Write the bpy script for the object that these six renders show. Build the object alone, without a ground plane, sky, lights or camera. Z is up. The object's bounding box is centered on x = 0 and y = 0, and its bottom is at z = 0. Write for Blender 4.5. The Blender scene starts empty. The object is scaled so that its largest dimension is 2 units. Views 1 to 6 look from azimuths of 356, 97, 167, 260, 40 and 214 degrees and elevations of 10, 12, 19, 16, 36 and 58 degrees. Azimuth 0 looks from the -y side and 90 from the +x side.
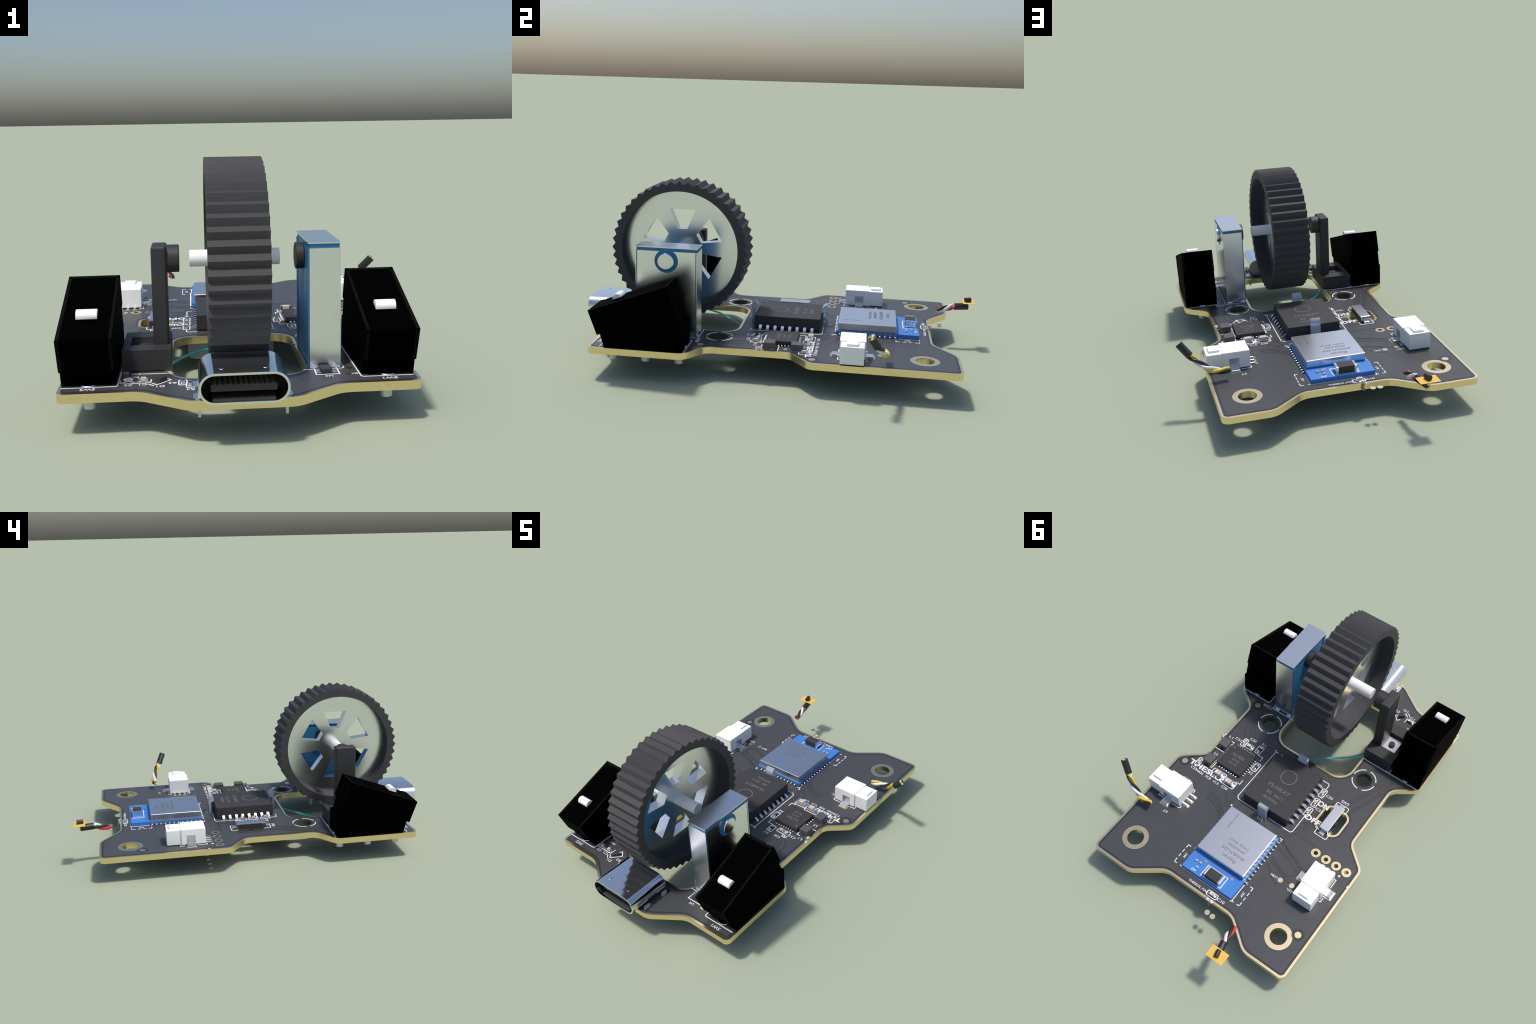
import bpy, bmesh, math, random
from mathutils import Vector, Matrix

random.seed(7)
PI = math.pi
# ------------------------------------------------------------------ sizes
XC = -0.0685          # plane of symmetry of the board
ZT = 0.1465           # top of the solder mask
ZB = 0.1140           # underside of the board
COL = bpy.context.scene.collection

# ------------------------------------------------------------------ materials
def make_mat(name, col, rough=0.5, metal=0.0, spec=0.5, var=0.06, scale=30.0,
             bump=0.0, bscale=200.0, rvar=0.0, coat=0.0):
    m = bpy.data.materials.new(name)
    m.use_nodes = True
    nt = m.node_tree
    b = nt.nodes["Principled BSDF"]
    b.inputs["Roughness"].default_value = rough
    b.inputs["Metallic"].default_value = metal
    b.inputs["Specular IOR Level"].default_value = spec
    b.inputs["Coat Weight"].default_value = coat
    tc = nt.nodes.new("ShaderNodeTexCoord")
    nz = nt.nodes.new("ShaderNodeTexNoise")
    nz.inputs["Scale"].default_value = scale
    nz.inputs["Detail"].default_value = 4.0
    nt.links.new(tc.outputs["Object"], nz.inputs["Vector"])
    cr = nt.nodes.new("ShaderNodeValToRGB")
    cr.color_ramp.elements[0].position = 0.3
    cr.color_ramp.elements[1].position = 0.7
    cr.color_ramp.elements[0].color = [c * (1 - var) for c in col] + [1]
    cr.color_ramp.elements[1].color = [min(1, c * (1 + var)) for c in col] + [1]
    nt.links.new(nz.outputs["Fac"], cr.inputs["Fac"])
    nt.links.new(cr.outputs["Color"], b.inputs["Base Color"])
    if rvar:
        mr = nt.nodes.new("ShaderNodeMapRange")
        mr.inputs["To Min"].default_value = max(0.0, rough - rvar)
        mr.inputs["To Max"].default_value = rough + rvar
        nt.links.new(nz.outputs["Fac"], mr.inputs["Value"])
        nt.links.new(mr.outputs["Result"], b.inputs["Roughness"])
    if bump:
        n2 = nt.nodes.new("ShaderNodeTexNoise")
        n2.inputs["Scale"].default_value = bscale
        nt.links.new(tc.outputs["Object"], n2.inputs["Vector"])
        bp = nt.nodes.new("ShaderNodeBump")
        bp.inputs["Strength"].default_value = bump
        bp.inputs["Distance"].default_value = 0.002
        nt.links.new(n2.outputs["Fac"], bp.inputs["Height"])
        nt.links.new(bp.outputs["Normal"], b.inputs["Normal"])
    return m

M = {}
M["mask"] = make_mat("solder_mask_black", (0.033, 0.034, 0.039), 0.38, spec=0.4, var=0.03)
M["pour"] = make_mat("solder_mask_over_copper", (0.063, 0.065, 0.071), 0.38, spec=0.4, var=0.02, scale=8)
M["gold"] = make_mat("gold_plated_copper", (0.88, 0.74, 0.49), 0.29, metal=1.0, var=0.03, scale=90, rvar=0.03)
M["edge"] = make_mat("gold_plated_board_edge", (0.90, 0.735, 0.385), 0.30, metal=1.0, var=0.03, scale=60)
M["gold_dull"] = make_mat("dull_gold_pad", (0.40, 0.35, 0.21), 0.55, metal=1.0, var=0.05)
M["bare"] = make_mat("bare_laminate_hole", (0.085, 0.080, 0.045), 0.7, spec=0.2, var=0.1)  # laminate colour darkened to olive for the shade inside the bores
M["silk"] = make_mat("white_silkscreen", (0.86, 0.86, 0.86), 0.8, spec=0.1, var=0.02)
M["chip"] = make_mat("black_moulded_epoxy", (0.042, 0.041, 0.044), 0.62, spec=0.35, var=0.05, bump=0.05, bscale=500)
M["chip_mark"] = make_mat("grey_laser_marking", (0.19, 0.19, 0.195), 0.7, spec=0.2, var=0.03)
M["shield_mark"] = make_mat("dark_laser_marking", (0.16, 0.155, 0.15), 0.6, spec=0.3, var=0.03)
M["rubber"] = make_mat("dark_grey_rubber", (0.055, 0.053, 0.057), 0.68, spec=0.35, var=0.05, bump=0.04, bscale=300)
M["plastic"] = make_mat("dark_grey_plastic", (0.036, 0.035, 0.037), 0.55, spec=0.4, var=0.05)
M["black"] = make_mat("pitch_black_plastic", (0.0005, 0.0005, 0.0005), 0.7, spec=0.01, var=0.2)
M["black_paler"] = make_mat("slightly_paler_black", (0.0042, 0.0046, 0.0034), 0.8, spec=0.05, var=0.3)
M["white"] = make_mat("white_nylon", (0.94, 0.94, 0.94), 0.45, spec=0.4, var=0.01)
M["chrome"] = make_mat("polished_steel", (0.83, 0.84, 0.86), 0.12, metal=1.0, var=0.01)
M["brushed"] = make_mat("softly_polished_steel", (0.84, 0.85, 0.86), 0.24, metal=1.0, var=0.01)
M["steel"] = make_mat("satin_steel", (0.74, 0.75, 0.79), 0.28, metal=1.0, var=0.008)
M["wheelmetal"] = make_mat("polished_wheel_metal", (0.86, 0.87, 0.88), 0.24, metal=1.0, var=0.01)
M["tin"] = make_mat("bright_solder", (0.80, 0.81, 0.84), 0.18, metal=1.0, var=0.04)
M["matte_tin"] = make_mat("matte_tin", (0.62, 0.64, 0.62), 0.45, metal=0.8, var=0.04)
M["blue_board"] = make_mat("blue_solder_mask", (0.05, 0.21, 0.60), 0.5, spec=0.4, var=0.03)
M["blue_core"] = make_mat("blue_plastic_core", (0.035, 0.19, 0.40), 0.42, spec=0.4, var=0.03)
M["ceramic"] = make_mat("beige_ceramic", (0.62, 0.51, 0.40), 0.6, spec=0.3, var=0.05)
M["ind"] = make_mat("grey_ferrite", (0.095, 0.092, 0.098), 0.55, spec=0.4, var=0.05)
M["sleeve"] = make_mat("black_heat_shrink", (0.020, 0.020, 0.021), 0.45, spec=0.5, var=0.1)
M["wire_black"] = make_mat("black_wire", (0.020, 0.020, 0.021), 0.4, spec=0.5, var=0.05)
M["wire_white"] = make_mat("white_wire", (0.80, 0.80, 0.82), 0.4, spec=0.4, var=0.02)
M["wire_yellow"] = make_mat("yellow_wire", (0.75, 0.56, 0.05), 0.4, spec=0.4, var=0.04)
M["wire_red"] = make_mat("red_wire", (0.62, 0.045, 0.035), 0.4, spec=0.4, var=0.05)
M["label"] = make_mat("yellow_film", (0.80, 0.50, 0.10), 0.6, spec=0.3, var=0.03)
M["teal"] = make_mat("teal_enamelled_wire", (0.05, 0.50, 0.50), 0.25, spec=0.5, var=0.05)
M["cutout"] = make_mat("grey_sleeve_core", (0.10, 0.10, 0.10), 0.7, spec=0.2, var=0.05)

def make_clear():
    m = make_mat("clear_blue_grey_plastic", (0.60, 0.64, 0.70), 0.25, spec=0.5, var=0.01)
    nt = m.node_tree
    b = nt.nodes["Principled BSDF"]
    out = nt.nodes["Material Output"]
    tr = nt.nodes.new("ShaderNodeBsdfTransparent")
    tr.inputs["Color"].default_value = (0.86, 0.92, 1.0, 1)
    mx = nt.nodes.new("ShaderNodeMixShader")
    mx.inputs["Fac"].default_value = 0.55
    nt.links.new(tr.outputs[0], mx.inputs[1])
    nt.links.new(b.outputs[0], mx.inputs[2])
    nt.links.new(mx.outputs[0], out.inputs["Surface"])
    return m
M["clear"] = make_clear()

# ------------------------------------------------------------------ object helpers
root = bpy.data.objects.new("mouse_circuit_board", None)
COL.objects.link(root)
root["label"] = "black bare mouse circuit board with upright ribbed scroll wheel"
root["category"] = "circuit board"

def link(name, mesh, mat, parent, loc=None, smooth=35.0):
    if mat is not None and not mesh.materials:
        mesh.materials.append(M[mat])
    if smooth:
        mesh.shade_smooth()
        mesh.set_sharp_from_angle(angle=math.radians(smooth))
    o = bpy.data.objects.new(name, mesh)
    COL.objects.link(o)
    if loc is not None:
        o.location = loc
    o.parent = parent
    return o

def inst(src, name, parent, loc, rot=0.0):
    """another object that shares src's mesh"""
    o = bpy.data.objects.new(name, src.data)
    COL.objects.link(o)
    o.location = loc
    o.rotation_euler = (0, 0, rot)
    o.parent = parent
    return o

def bm_mesh(bm, name):
    bmesh.ops.recalc_face_normals(bm, faces=bm.faces)
    me = bpy.data.meshes.new(name)
    bm.to_mesh(me)
    bm.free()
    return me

def add_box(bm, x0, x1, y0, y1, z0, z1, bev=0.0, seg=1):
    r = bmesh.ops.create_cube(bm, size=1.0)
    vs = r["verts"]
    for v in vs:
        v.co = Vector(((x0 + x1) / 2 + v.co.x * (x1 - x0), (y0 + y1) / 2 + v.co.y * (y1 - y0),
                       (z0 + z1) / 2 + v.co.z * (z1 - z0)))
    if bev:
        es = list({e for v in vs for e in v.link_edges})
        bmesh.ops.bevel(bm, geom=es, offset=bev, segments=seg, affect='EDGES', profile=0.5)

def box(name, mat, parent, x0, x1, y0, y1, z0, z1, bev=0.0, seg=2):
    bm = bmesh.new()
    add_box(bm, x0, x1, y0, y1, z0, z1, bev, seg)
    return link(name, bm_mesh(bm, name), mat, parent, smooth=0)

def prism(name, mat, parent, pts, a0, a1, axis="X", bev=0.0, seg=2):
    """convex or simple profile extruded along an axis; pts are (y,z) for X, (x,y) for Z"""
    bm = bmesh.new()
    def P(p, a):
        return (a, p[0], p[1]) if axis == "X" else (p[0], p[1], a)
    lo = [bm.verts.new(P(p, a0)) for p in pts]
    hi = [bm.verts.new(P(p, a1)) for p in pts]
    n = len(pts)
    bm.faces.new(lo[::-1])
    bm.faces.new(hi)
    for i in range(n):
        bm.faces.new((lo[i], lo[(i + 1) % n], hi[(i + 1) % n], hi[i]))
    if bev:
        bmesh.ops.bevel(bm, geom=bm.edges[:], offset=bev, segments=seg, affect='EDGES', profile=0.5)
    return link(name, bm_mesh(bm, name), mat, parent, smooth=0)

def add_cyl(bm, r, a0, a1, c, axis="Z", n=32, r2=None, bev=0.0):
    res = bmesh.ops.create_cone(bm, cap_ends=True, segments=n, radius1=r, radius2=r if r2 is None else r2,
                                depth=a1 - a0)
    vs = res["verts"]
    if bev:
        es = list({e for v in vs for e in v.link_edges if len(e.link_faces) == 2 and
                   any(len(f.verts) > 4 for f in e.link_faces)})
        q = bmesh.ops.bevel(bm, geom=es, offset=bev, segments=2, affect='EDGES', profile=0.5)
        vs = list({v for v in vs if v.is_valid} | set(q["verts"]))
    mid = (a0 + a1) / 2
    for v in vs:
        x, y, z = v.co
        if axis == "Z":
            v.co = (c[0] + x, c[1] + y, mid + z)
        elif axis == "X":
            v.co = (mid + z, c[0] + x, c[1] + y)
        else:
            v.co = (c[0] + x, mid + z, c[1] + y)

def cyl(name, mat, parent, r, a0, a1, c, axis="Z", n=32, r2=None, bev=0.0):
    bm = bmesh.new()
    add_cyl(bm, r, a0, a1, c, axis, n, r2, bev)
    return link(name, bm_mesh(bm, name), mat, parent, smooth=20)

def circle(cx, cy, r, n=40, a0=0.0):
    return [(cx + r * math.cos(a0 + 2 * PI * i / n), cy + r * math.sin(a0 + 2 * PI * i / n)) for i in range(n)]

def rounded(poly, radii, seg=10):
    """fillet every corner of a polygon; radii one number or a list"""
    n = len(poly)
    out = []
    for i in range(n):
        r = radii[i] if isinstance(radii, (list, tuple)) else radii
        p = Vector(poly[i]); a = (Vector(poly[i - 1]) - p); b = (Vector(poly[(i + 1) % n]) - p)
        la, lb = a.length, b.length
        a.normalize(); b.normalize()
        ang = a.angle(b)
        if r <= 1e-5 or ang > PI - 0.01:
            out.append(tuple(p)); continue
        t = min(r / math.tan(ang / 2), 0.49 * la, 0.49 * lb)
        rr = t * math.tan(ang / 2)
        bis = (a + b).normalized()
        c = p + bis * (rr / math.sin(ang / 2))
        s = p + a * t; e = p + b * t
        v0 = s - c; v1 = e - c
        th0 = math.atan2(v0.y, v0.x); th1 = math.atan2(v1.y, v1.x)
        d = (th1 - th0 + PI) % (2 * PI) - PI
        for k in range(seg + 1):
            th = th0 + d * k / seg
            out.append((c.x + rr * math.cos(th), c.y + rr * math.sin(th)))
    return out

def offset_poly(poly, radii, d):
    """move a counter-clockwise polygon inward by d and adapt the corner radii"""
    n = len(poly)
    res, rr = [], []
    for i in range(n):
        p0, p1, p2 = Vector(poly[i - 1]), Vector(poly[i]), Vector(poly[(i + 1) % n])
        d1 = (p1 - p0).normalized(); d2 = (p2 - p1).normalized()
        n1 = Vector((-d1.y, d1.x)); n2 = Vector((-d2.y, d2.x))
        b = (n1 + n2)
        b = b / (b.length_squared / 2)
        res.append(tuple(p1 + b * d))
        conv = d1.x * d2.y - d1.y * d2.x > 0
        r = radii[i] if isinstance(radii, (list, tuple)) else radii
        rr.append(max(0.004, r - d) if conv else max(0.004, r + d))
    return res, rr

def plate_mesh(name, loops, z0, z1):
    """flat plate with holes: the first loop is the outline"""
    cu = bpy.data.curves.new(name, 'CURVE')
    cu.dimensions = '2D'
    cu.fill_mode = 'BOTH'
    cu.extrude = (z1 - z0) / 2
    for lp in loops:
        s = cu.splines.new('POLY')
        s.points.add(len(lp) - 1)
        for q, p in zip(s.points, lp):
            q.co = (p[0], p[1], 0, 1)
        s.use_cyclic_u = True
    o = bpy.data.objects.new(name, cu)
    COL.objects.link(o)
    bpy.context.view_layer.update()
    dg = bpy.context.evaluated_depsgraph_get()
    me = bpy.data.meshes.new_from_object(o.evaluated_get(dg))
    bpy.data.objects.remove(o)
    bpy.data.curves.remove(cu)
    bm = bmesh.new(); bm.from_mesh(me)
    bmesh.ops.remove_doubles(bm, verts=bm.verts, dist=1e-5)
    bmesh.ops.recalc_face_normals(bm, faces=bm.faces)
    bm.to_mesh(me); bm.free()
    me.name = name
    me.transform(Matrix.Translation((0, 0, (z0 + z1) / 2)))
    me.materials.clear()
    return me

def plate(name, mat, parent, loops, z0, z1):
    return link(name, plate_mesh(name, loops, z0, z1), mat, parent)

AXIS_X = Matrix(((0, 0, 1, 0), (1, 0, 0, 0), (0, 1, 0, 0), (0, 0, 0, 1)))   # (u,v,w) -> (x=w, y=u, z=v)
AXIS_Y = Matrix(((1, 0, 0, 0), (0, 0, -1, 0), (0, 1, 0, 0), (0, 0, 0, 1)))  # (u,v,w) -> (x=u, y=-w, z=v)

def plate_x(name, mat, parent, loops, x0, x1):
    me = plate_mesh(name, loops, x0, x1)
    me.transform(AXIS_X)
    return link(name, me, mat, parent)

def plate_y(name, mat, parent, loops, y0, y1):
    me = plate_mesh(name, loops, -y1, -y0)
    me.transform(AXIS_Y)
    return link(name, me, mat, parent)

def add_ribbon(bm, pts, w, z0, z1, closed=False):
    """flat printed line of width w with round-looking mitred joints"""
    n = len(pts)
    L, R = [], []
    for i in range(n):
        p = Vector(pts[i])
        if closed or 0 < i < n - 1:
            a = (p - Vector(pts[i - 1])).normalized(); b = (Vector(pts[(i + 1) % n]) - p).normalized()
        elif i == 0:
            a = b = (Vector(pts[1]) - p).normalized()
        else:
            a = b = (p - Vector(pts[i - 1])).normalized()
        na = Vector((-a.y, a.x)); nb = Vector((-b.y, b.x))
        m = na + nb
        m = m / max(0.6, m.length_squared / 2)
        L.append(p + m * w / 2); R.append(p - m * w / 2)
    lo = [(bm.verts.new((l.x, l.y, z0)), bm.verts.new((r.x, r.y, z0))) for l, r in zip(L, R)]
    hi = [(bm.verts.new((l.x, l.y, z1)), bm.verts.new((r.x, r.y, z1))) for l, r in zip(L, R)]
    m = n if closed else n - 1
    for i in range(m):
        j = (i + 1) % n
        bm.faces.new((hi[i][0], hi[i][1], hi[j][1], hi[j][0]))
        bm.faces.new((lo[i][0], hi[i][0], hi[j][0], lo[j][0]))
        bm.faces.new((hi[i][1], lo[i][1], lo[j][1], hi[j][1]))
    if not closed:
        bm.faces.new((lo[0][0], lo[0][1], hi[0][1], hi[0][0]))
        bm.faces.new((hi[-1][0], hi[-1][1], lo[-1][1], lo[-1][0]))

def rect_line(x0, x1, y0, y1):
    return [(x0, y0), (x1, y0), (x1, y1), (x0, y1)]

def arc(cx, cy, r, a0, a1, n=14):
    return [(cx + r * math.cos(math.radians(a0 + (a1 - a0) * i / n)),
             cy + r * math.sin(math.radians(a0 + (a1 - a0) * i / n))) for i in range(n + 1)]

def smooth_path(pts, per=8):
    """Catmull-Rom curve through the points"""
    P = [Vector(p) for p in pts]
    P = [P[0] * 2 - P[1]] + P + [P[-1] * 2 - P[-2]]
    out = []
    for i in range(1, len(P) - 2):
        for k in range(per):
            t = k / per
            a, b, c, d = P[i - 1:i + 3]
            out.append(0.5 * ((2 * b) + (c - a) * t + (2 * a - 5 * b + 4 * c - d) * t * t + (3 * b - a - 3 * c + d) * t ** 3))
    out.append(P[-2])
    return out

def frames(path):
    up = Vector((0.13, 0.21, 1)).normalized()
    fr = []
    for i, p in enumerate(path):
        t = (path[min(i + 1, len(path) - 1)] - path[max(i - 1, 0)]).normalized()
        s = t.cross(up).normalized()
        u = s.cross(t).normalized()
        up = u
        fr.append((p, s, u))
    return fr

def tube(name, mat, parent, path, r, n=14, cap=True):
    bm = bmesh.new()
    rings = []
    for p, s, u in frames(path):
        rings.append([bm.verts.new(p + s * r * math.cos(2 * PI * k / n) + u * r * math.sin(2 * PI * k / n)) for k in range(n)])
    for a, b in zip(rings, rings[1:]):
        for k in range(n):
            bm.faces.new((a[k], a[(k + 1) % n], b[(k + 1) % n], b[k]))
    if cap:
        bm.faces.new(rings[0][::-1]); bm.faces.new(rings[-1])
    return link(name, bm_mesh(bm, name), mat, parent, smooth=50)

_txt_cache = {}
def text_geom(s, bold=0.0):
    key = (s, bold)
    if key in _txt_cache:
        return _txt_cache[key]
    cu = bpy.data.curves.new("t", 'FONT')
    cu.body = s
    cu.size = 1.0
    cu.resolution_u = 3
    cu.extrude = 0.02
    cu.offset = bold
    o = bpy.data.objects.new("t", cu)
    COL.objects.link(o)
    bpy.context.view_layer.update()
    me = bpy.data.meshes.new_from_object(o.evaluated_get(bpy.context.evaluated_depsgraph_get()))
    bpy.data.objects.remove(o); bpy.data.curves.remove(cu)
    vs = [v.co.copy() for v in me.vertices]
    fs = [tuple(p.vertices) for p in me.polygons]
    bpy.data.meshes.remove(me)
    _txt_cache[key] = (vs, fs)
    return vs, fs

def add_text(bm, s, cx, cy, z, width, height, rot=PI, thick=0.0008, bold=0.0, axes=None):
    vs, fs = text_geom(s, bold)
    x0 = min(v.x for v in vs); x1 = max(v.x for v in vs)
    y0 = min(v.y for v in vs); y1 = max(v.y for v in vs)
    c, sn = math.cos(rot), math.sin(rot)
    nv = []
    for v in vs:
        x = ((v.x - x0) / (x1 - x0) - 0.5) * width
        y = ((v.y - y0) / (y1 - y0) - 0.5) * height
        nv.append(bm.verts.new((cx + c * x - sn * y, cy + sn * x + c * y, z + (thick if v.z > 0 else 0.0))))
    for f in fs:
        try:
            bm.faces.new([nv[i] for i in f])
        except ValueError:
            pass

def group(name, loc=(0, 0, 0)):
    o = bpy.data.objects.new(name, None)
    o.empty_display_size = 0.02
    COL.objects.link(o)
    o.location = loc
    o.parent = root
    return o

# ================================================================== circuit board
half = [(0.5905, 0.8675), (0.355, 0.8675), (0.205, 0.7565)]                       # rear edge, right half
side = [(0.167, -0.952), (0.327, -0.8415), (0.5905, -0.8415), (0.5905, -0.391),
        (0.4715, -0.303), (0.4715, 0.087), (0.5905, 0.185)]                    # front edge and flank
r_side = [0.10, 0.10, 0.026, 0.06, 0.06, 0.06, 0.06]
r_half = [0.032, 0.10, 0.10]
right = side + half
r_right = r_side + r_half
XO = -0.0675
outline = [(XO + x, y - 0.0005) for x, y in right] + [(XO - x, y - 0.0005) for x, y in reversed(right)]
radii = r_right + list(reversed(r_right))

SLOT = ([(XC - 0.2295, -0.728), (XC + 0.2295, -0.728), (XC + 0.2295, -0.204), (XC - 0.2295, -0.204)], 0.085)
SWSLOT = ([(-0.443, -0.036), (-0.314, -0.036), (-0.314, 0.109), (-0.443, 0.109)], 0.036)
MOUNT = [(XC - 0.450, 0.7055), (XC + 0.450, 0.7055)]
POSTS = [(0.243, -0.2725), (-0.381, -0.2735)]
HEAD = [(-0.415, 0.236), (-0.477, 0.236), (-0.5385, 0.236), (-0.600, 0.236)]
FID = [(-0.590, 0.645), (0.472, 0.196), (0.374, -0.337)]

def hole_loops(extra):
    """cut-outs, widened by a margin"""
    lp = []
    for poly, r in (SLOT, SWSLOT):
        p, rr = offset_poly(poly, r, -extra)
        lp.append(rounded(p, rr, 10))
    return lp

board = plate("circuit_board", "edge", root,
              [rounded(outline, radii)] + hole_loops(0.0)
              + [circle(x, y, 0.044) for x, y in MOUNT] + [circle(x, y, 0.043) for x, y in POSTS]
              + [circle(x, y, 0.0125, 20) for x, y in HEAD], ZB + 0.0015, ZT - 0.0016)

def board_layer(name, mat, inset, z0, z1, mount_r, post_r, head_r, fid_r):
    p, r = offset_poly(outline, radii, inset)
    loops = [rounded(p, r)] + hole_loops(inset)
    loops += [circle(x, y, mount_r) for x, y in MOUNT] + [circle(x, y, post_r) for x, y in POSTS]
    loops += [circle(x, y, head_r, 24) for x, y in HEAD]
    if fid_r:
        loops += [circle(x, y, fid_r, 24) for x, y in FID]
    return plate(name, mat, board, loops, z0, z1)

board_layer("copper_rim", "gold", 0.0, ZT - 0.0016, ZT - 0.0008, 0.044, 0.043, 0.0125, 0)
board_layer("solder_mask", "mask", 0.0112, ZT - 0.0008, ZT - 0.0003, 0.068, 0.043, 0.0252, 0.0165)
board_layer("copper_pour", "pour", 0.0215, ZT - 0.0003, ZT, 0.0705, 0.0515, 0.0285, 0.031)
board_layer("copper_rim", "gold", 0.0, ZB + 0.0007, ZB + 0.0015, 0.044, 0.043, 0.0125, 0)
board_layer("solder_mask", "mask", 0.0112, ZB, ZB + 0.0007, 0.068, 0.043, 0.0252, 0.0165)
for x, y in MOUNT:
    plate("plated_barrel", "edge", board, [circle(x, y, 0.0442), circle(x, y, 0.0428)], ZB, ZT - 0.0009)
for x, y in HEAD:
    plate("plated_barrel", "edge", board, [circle(x, y, 0.0127, 20), circle(x, y, 0.0115, 20)], ZB, ZT - 0.0009)
for x, y in POSTS:
    plate("bare_bore", "bare", board, [circle(x, y, 0.0432), circle(x, y, 0.0420)], ZB, ZT - 0.0002)
for x, y in FID:
    cyl("test_pad", "gold", board, 0.0162, ZT - 0.0008, ZT - 0.0002, (x, y), n=28)
for x, y in [(-0.356, 0.464), (-0.420, 0.455), (-0.168, 0.810), (-0.2015, 0.812)]:
    cyl("test_pad", "gold", board, 0.0135, ZT - 0.0002, ZT + 0.0011, (x, y), n=28)
for x, y in [(0.306, -0.690), (0.290, -0.752), (-0.452, -0.675), (-0.462, -0.708)]:
    cyl("test_pad", "gold", board, 0.0135, ZT - 0.0002, ZT + 0.0005, (x, y), n=28)

# --- via grid: staggered rows, left out where parts or cut-outs are
KEEP = [(-0.235, 0.095, 0.270, 0.705), (-0.260, 0.115, -0.160, 0.225), (0.12, 0.45, -0.14, 0.225),
        (-0.31, 0.175, -0.74, -0.19), (0.225, 0.50, 0.24, 0.485), (-0.63, -0.41, 0.20, 0.52),
        (-0.46, -0.30, -0.09, 0.16), (-0.66, -0.29, -0.80, -0.385), (0.15, 0.53, -0.80, -0.36),
        (-0.23, 0.10, -1.0, -0.76), (-0.47, -0.2, -0.86, -0.66), (-0.17, -0.09, 0.70, 0.78)]
def inside(poly, x, y):
    c = False
    for i in range(len(poly)):
        (x1, y1), (x2, y2) = poly[i - 1], poly[i]
        if (y1 > y) != (y2 > y) and x < (x2 - x1) * (y - y1) / (y2 - y1) + x1:
            c = not c
    return c
safe = offset_poly(outline, radii, 0.03)[0]
bm = bmesh.new()
row = 0
y = 0.783
while y > -0.93:
    x = 0.585 + (0.0325 if row % 2 else 0.0)
    while x > -0.70:
        ok = inside(safe, x, y) and not any(a < x < b and c < y < d for a, b, c, d in KEEP)
        ok = ok and all(math.hypot(x - a, y - b) > 0.085 for a, b in MOUNT + POSTS)
        ok = ok and all(math.hypot(x - a, y - b) > 0.045 for a, b in FID + HEAD)
        if ok and random.random() < 0.93:
            add_cyl(bm, 0.0032, ZT - 0.0001, ZT + 0.0003, (x, y), n=10)
        x -= 0.0646
    y -= 0.0560
    row += 1
o = link("via", bm_mesh(bm, "via"), "mask", board)
o["kind"] = "stuff"

# --- traces: a copper track with a dark clearance on both sides
TRACES = [
    [(-0.474, -0.373), (-0.454, -0.288), (-0.430, -0.200), (-0.388, -0.105)],
    [(-0.487, -0.372), (-0.474, -0.280), (-0.445, -0.191), (-0.398, -0.092)],
    [(-0.502, -0.373), (-0.496, -0.275), (-0.470, -0.181), (-0.418, -0.065)],
    [(-0.515, -0.372), (-0.511, -0.275), (-0.484, -0.180), (-0.428, -0.052)],
    [(-0.188, 0.260), (-0.230, 0.224), (-0.265, 0.172), (-0.313, 0.084)],
    [(-0.221, 0.263), (-0.251, 0.238), (-0.273, 0.201), (-0.325, 0.105)],
    [(-0.270, 0.205), (-0.337, 0.206), (-0.396, 0.206)],
    [(-0.137, 0.231), (-0.201, 0.184), (-0.250, 0.145), (-0.309, 0.096)],
    [(-0.233, 0.284), (-0.325, 0.325), (-0.409, 0.361)],
    [(-0.238, 0.318), (-0.335, 0.354), (-0.402, 0.383)],
    [(-0.246, 0.382), (-0.366, 0.425), (-0.413, 0.371)],
    [(-0.248, 0.402), (-0.364, 0.441), (-0.418, 0.455)],
    [(-0.251, 0.424), (-0.332, 0.488), (-0.351, 0.485), (-0.358, 0.463)],
    [(-0.229, 0.270), (-0.300, 0.305), (-0.410, 0.350)],
    [(0.238, 0.268), (0.176, 0.279), (0.105, 0.331)],
    [(0.236, 0.287), (0.167, 0.300), (0.105, 0.350)],
    [(0.236, 0.306), (0.160, 0.322), (0.103, 0.372)],
    [(0.176, 0.221), (0.114, 0.290)], [(0.161, 0.248), (0.107, 0.262)],
    [(0.131, 0.149), (0.116, 0.235), (0.100, 0.270)], [(0.148, 0.181), (0.106, 0.245)],
    [(0.168, -0.074), (0.139, -0.117)],
    [(0.313, -0.217), (0.277, -0.123), (0.251, -0.103)], [(0.293, -0.219), (0.256, -0.125)],
    [(0.330, -0.352), (0.322, -0.290), (0.300, -0.200)], [(0.312, -0.352), (0.308, -0.285), (0.285, -0.195)],
    [(0.300, -0.352), (0.330, -0.250), (0.330, -0.160), (0.290, -0.110)],
    [(-0.05, 0.232), (-0.08, 0.272)], [(-0.10, 0.225), (-0.12, 0.270)], [(0.02, 0.222), (0.01, 0.262)],
    [(0.05, 0.222), (0.075, 0.262)], [(0.30, -0.60), (0.304, -0.50), (0.304, -0.42)],
    [(0.315, -0.62), (0.318, -0.50), (0.318, -0.40)],
]
bm = bmesh.new(); bm2 = bmesh.new()
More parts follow.
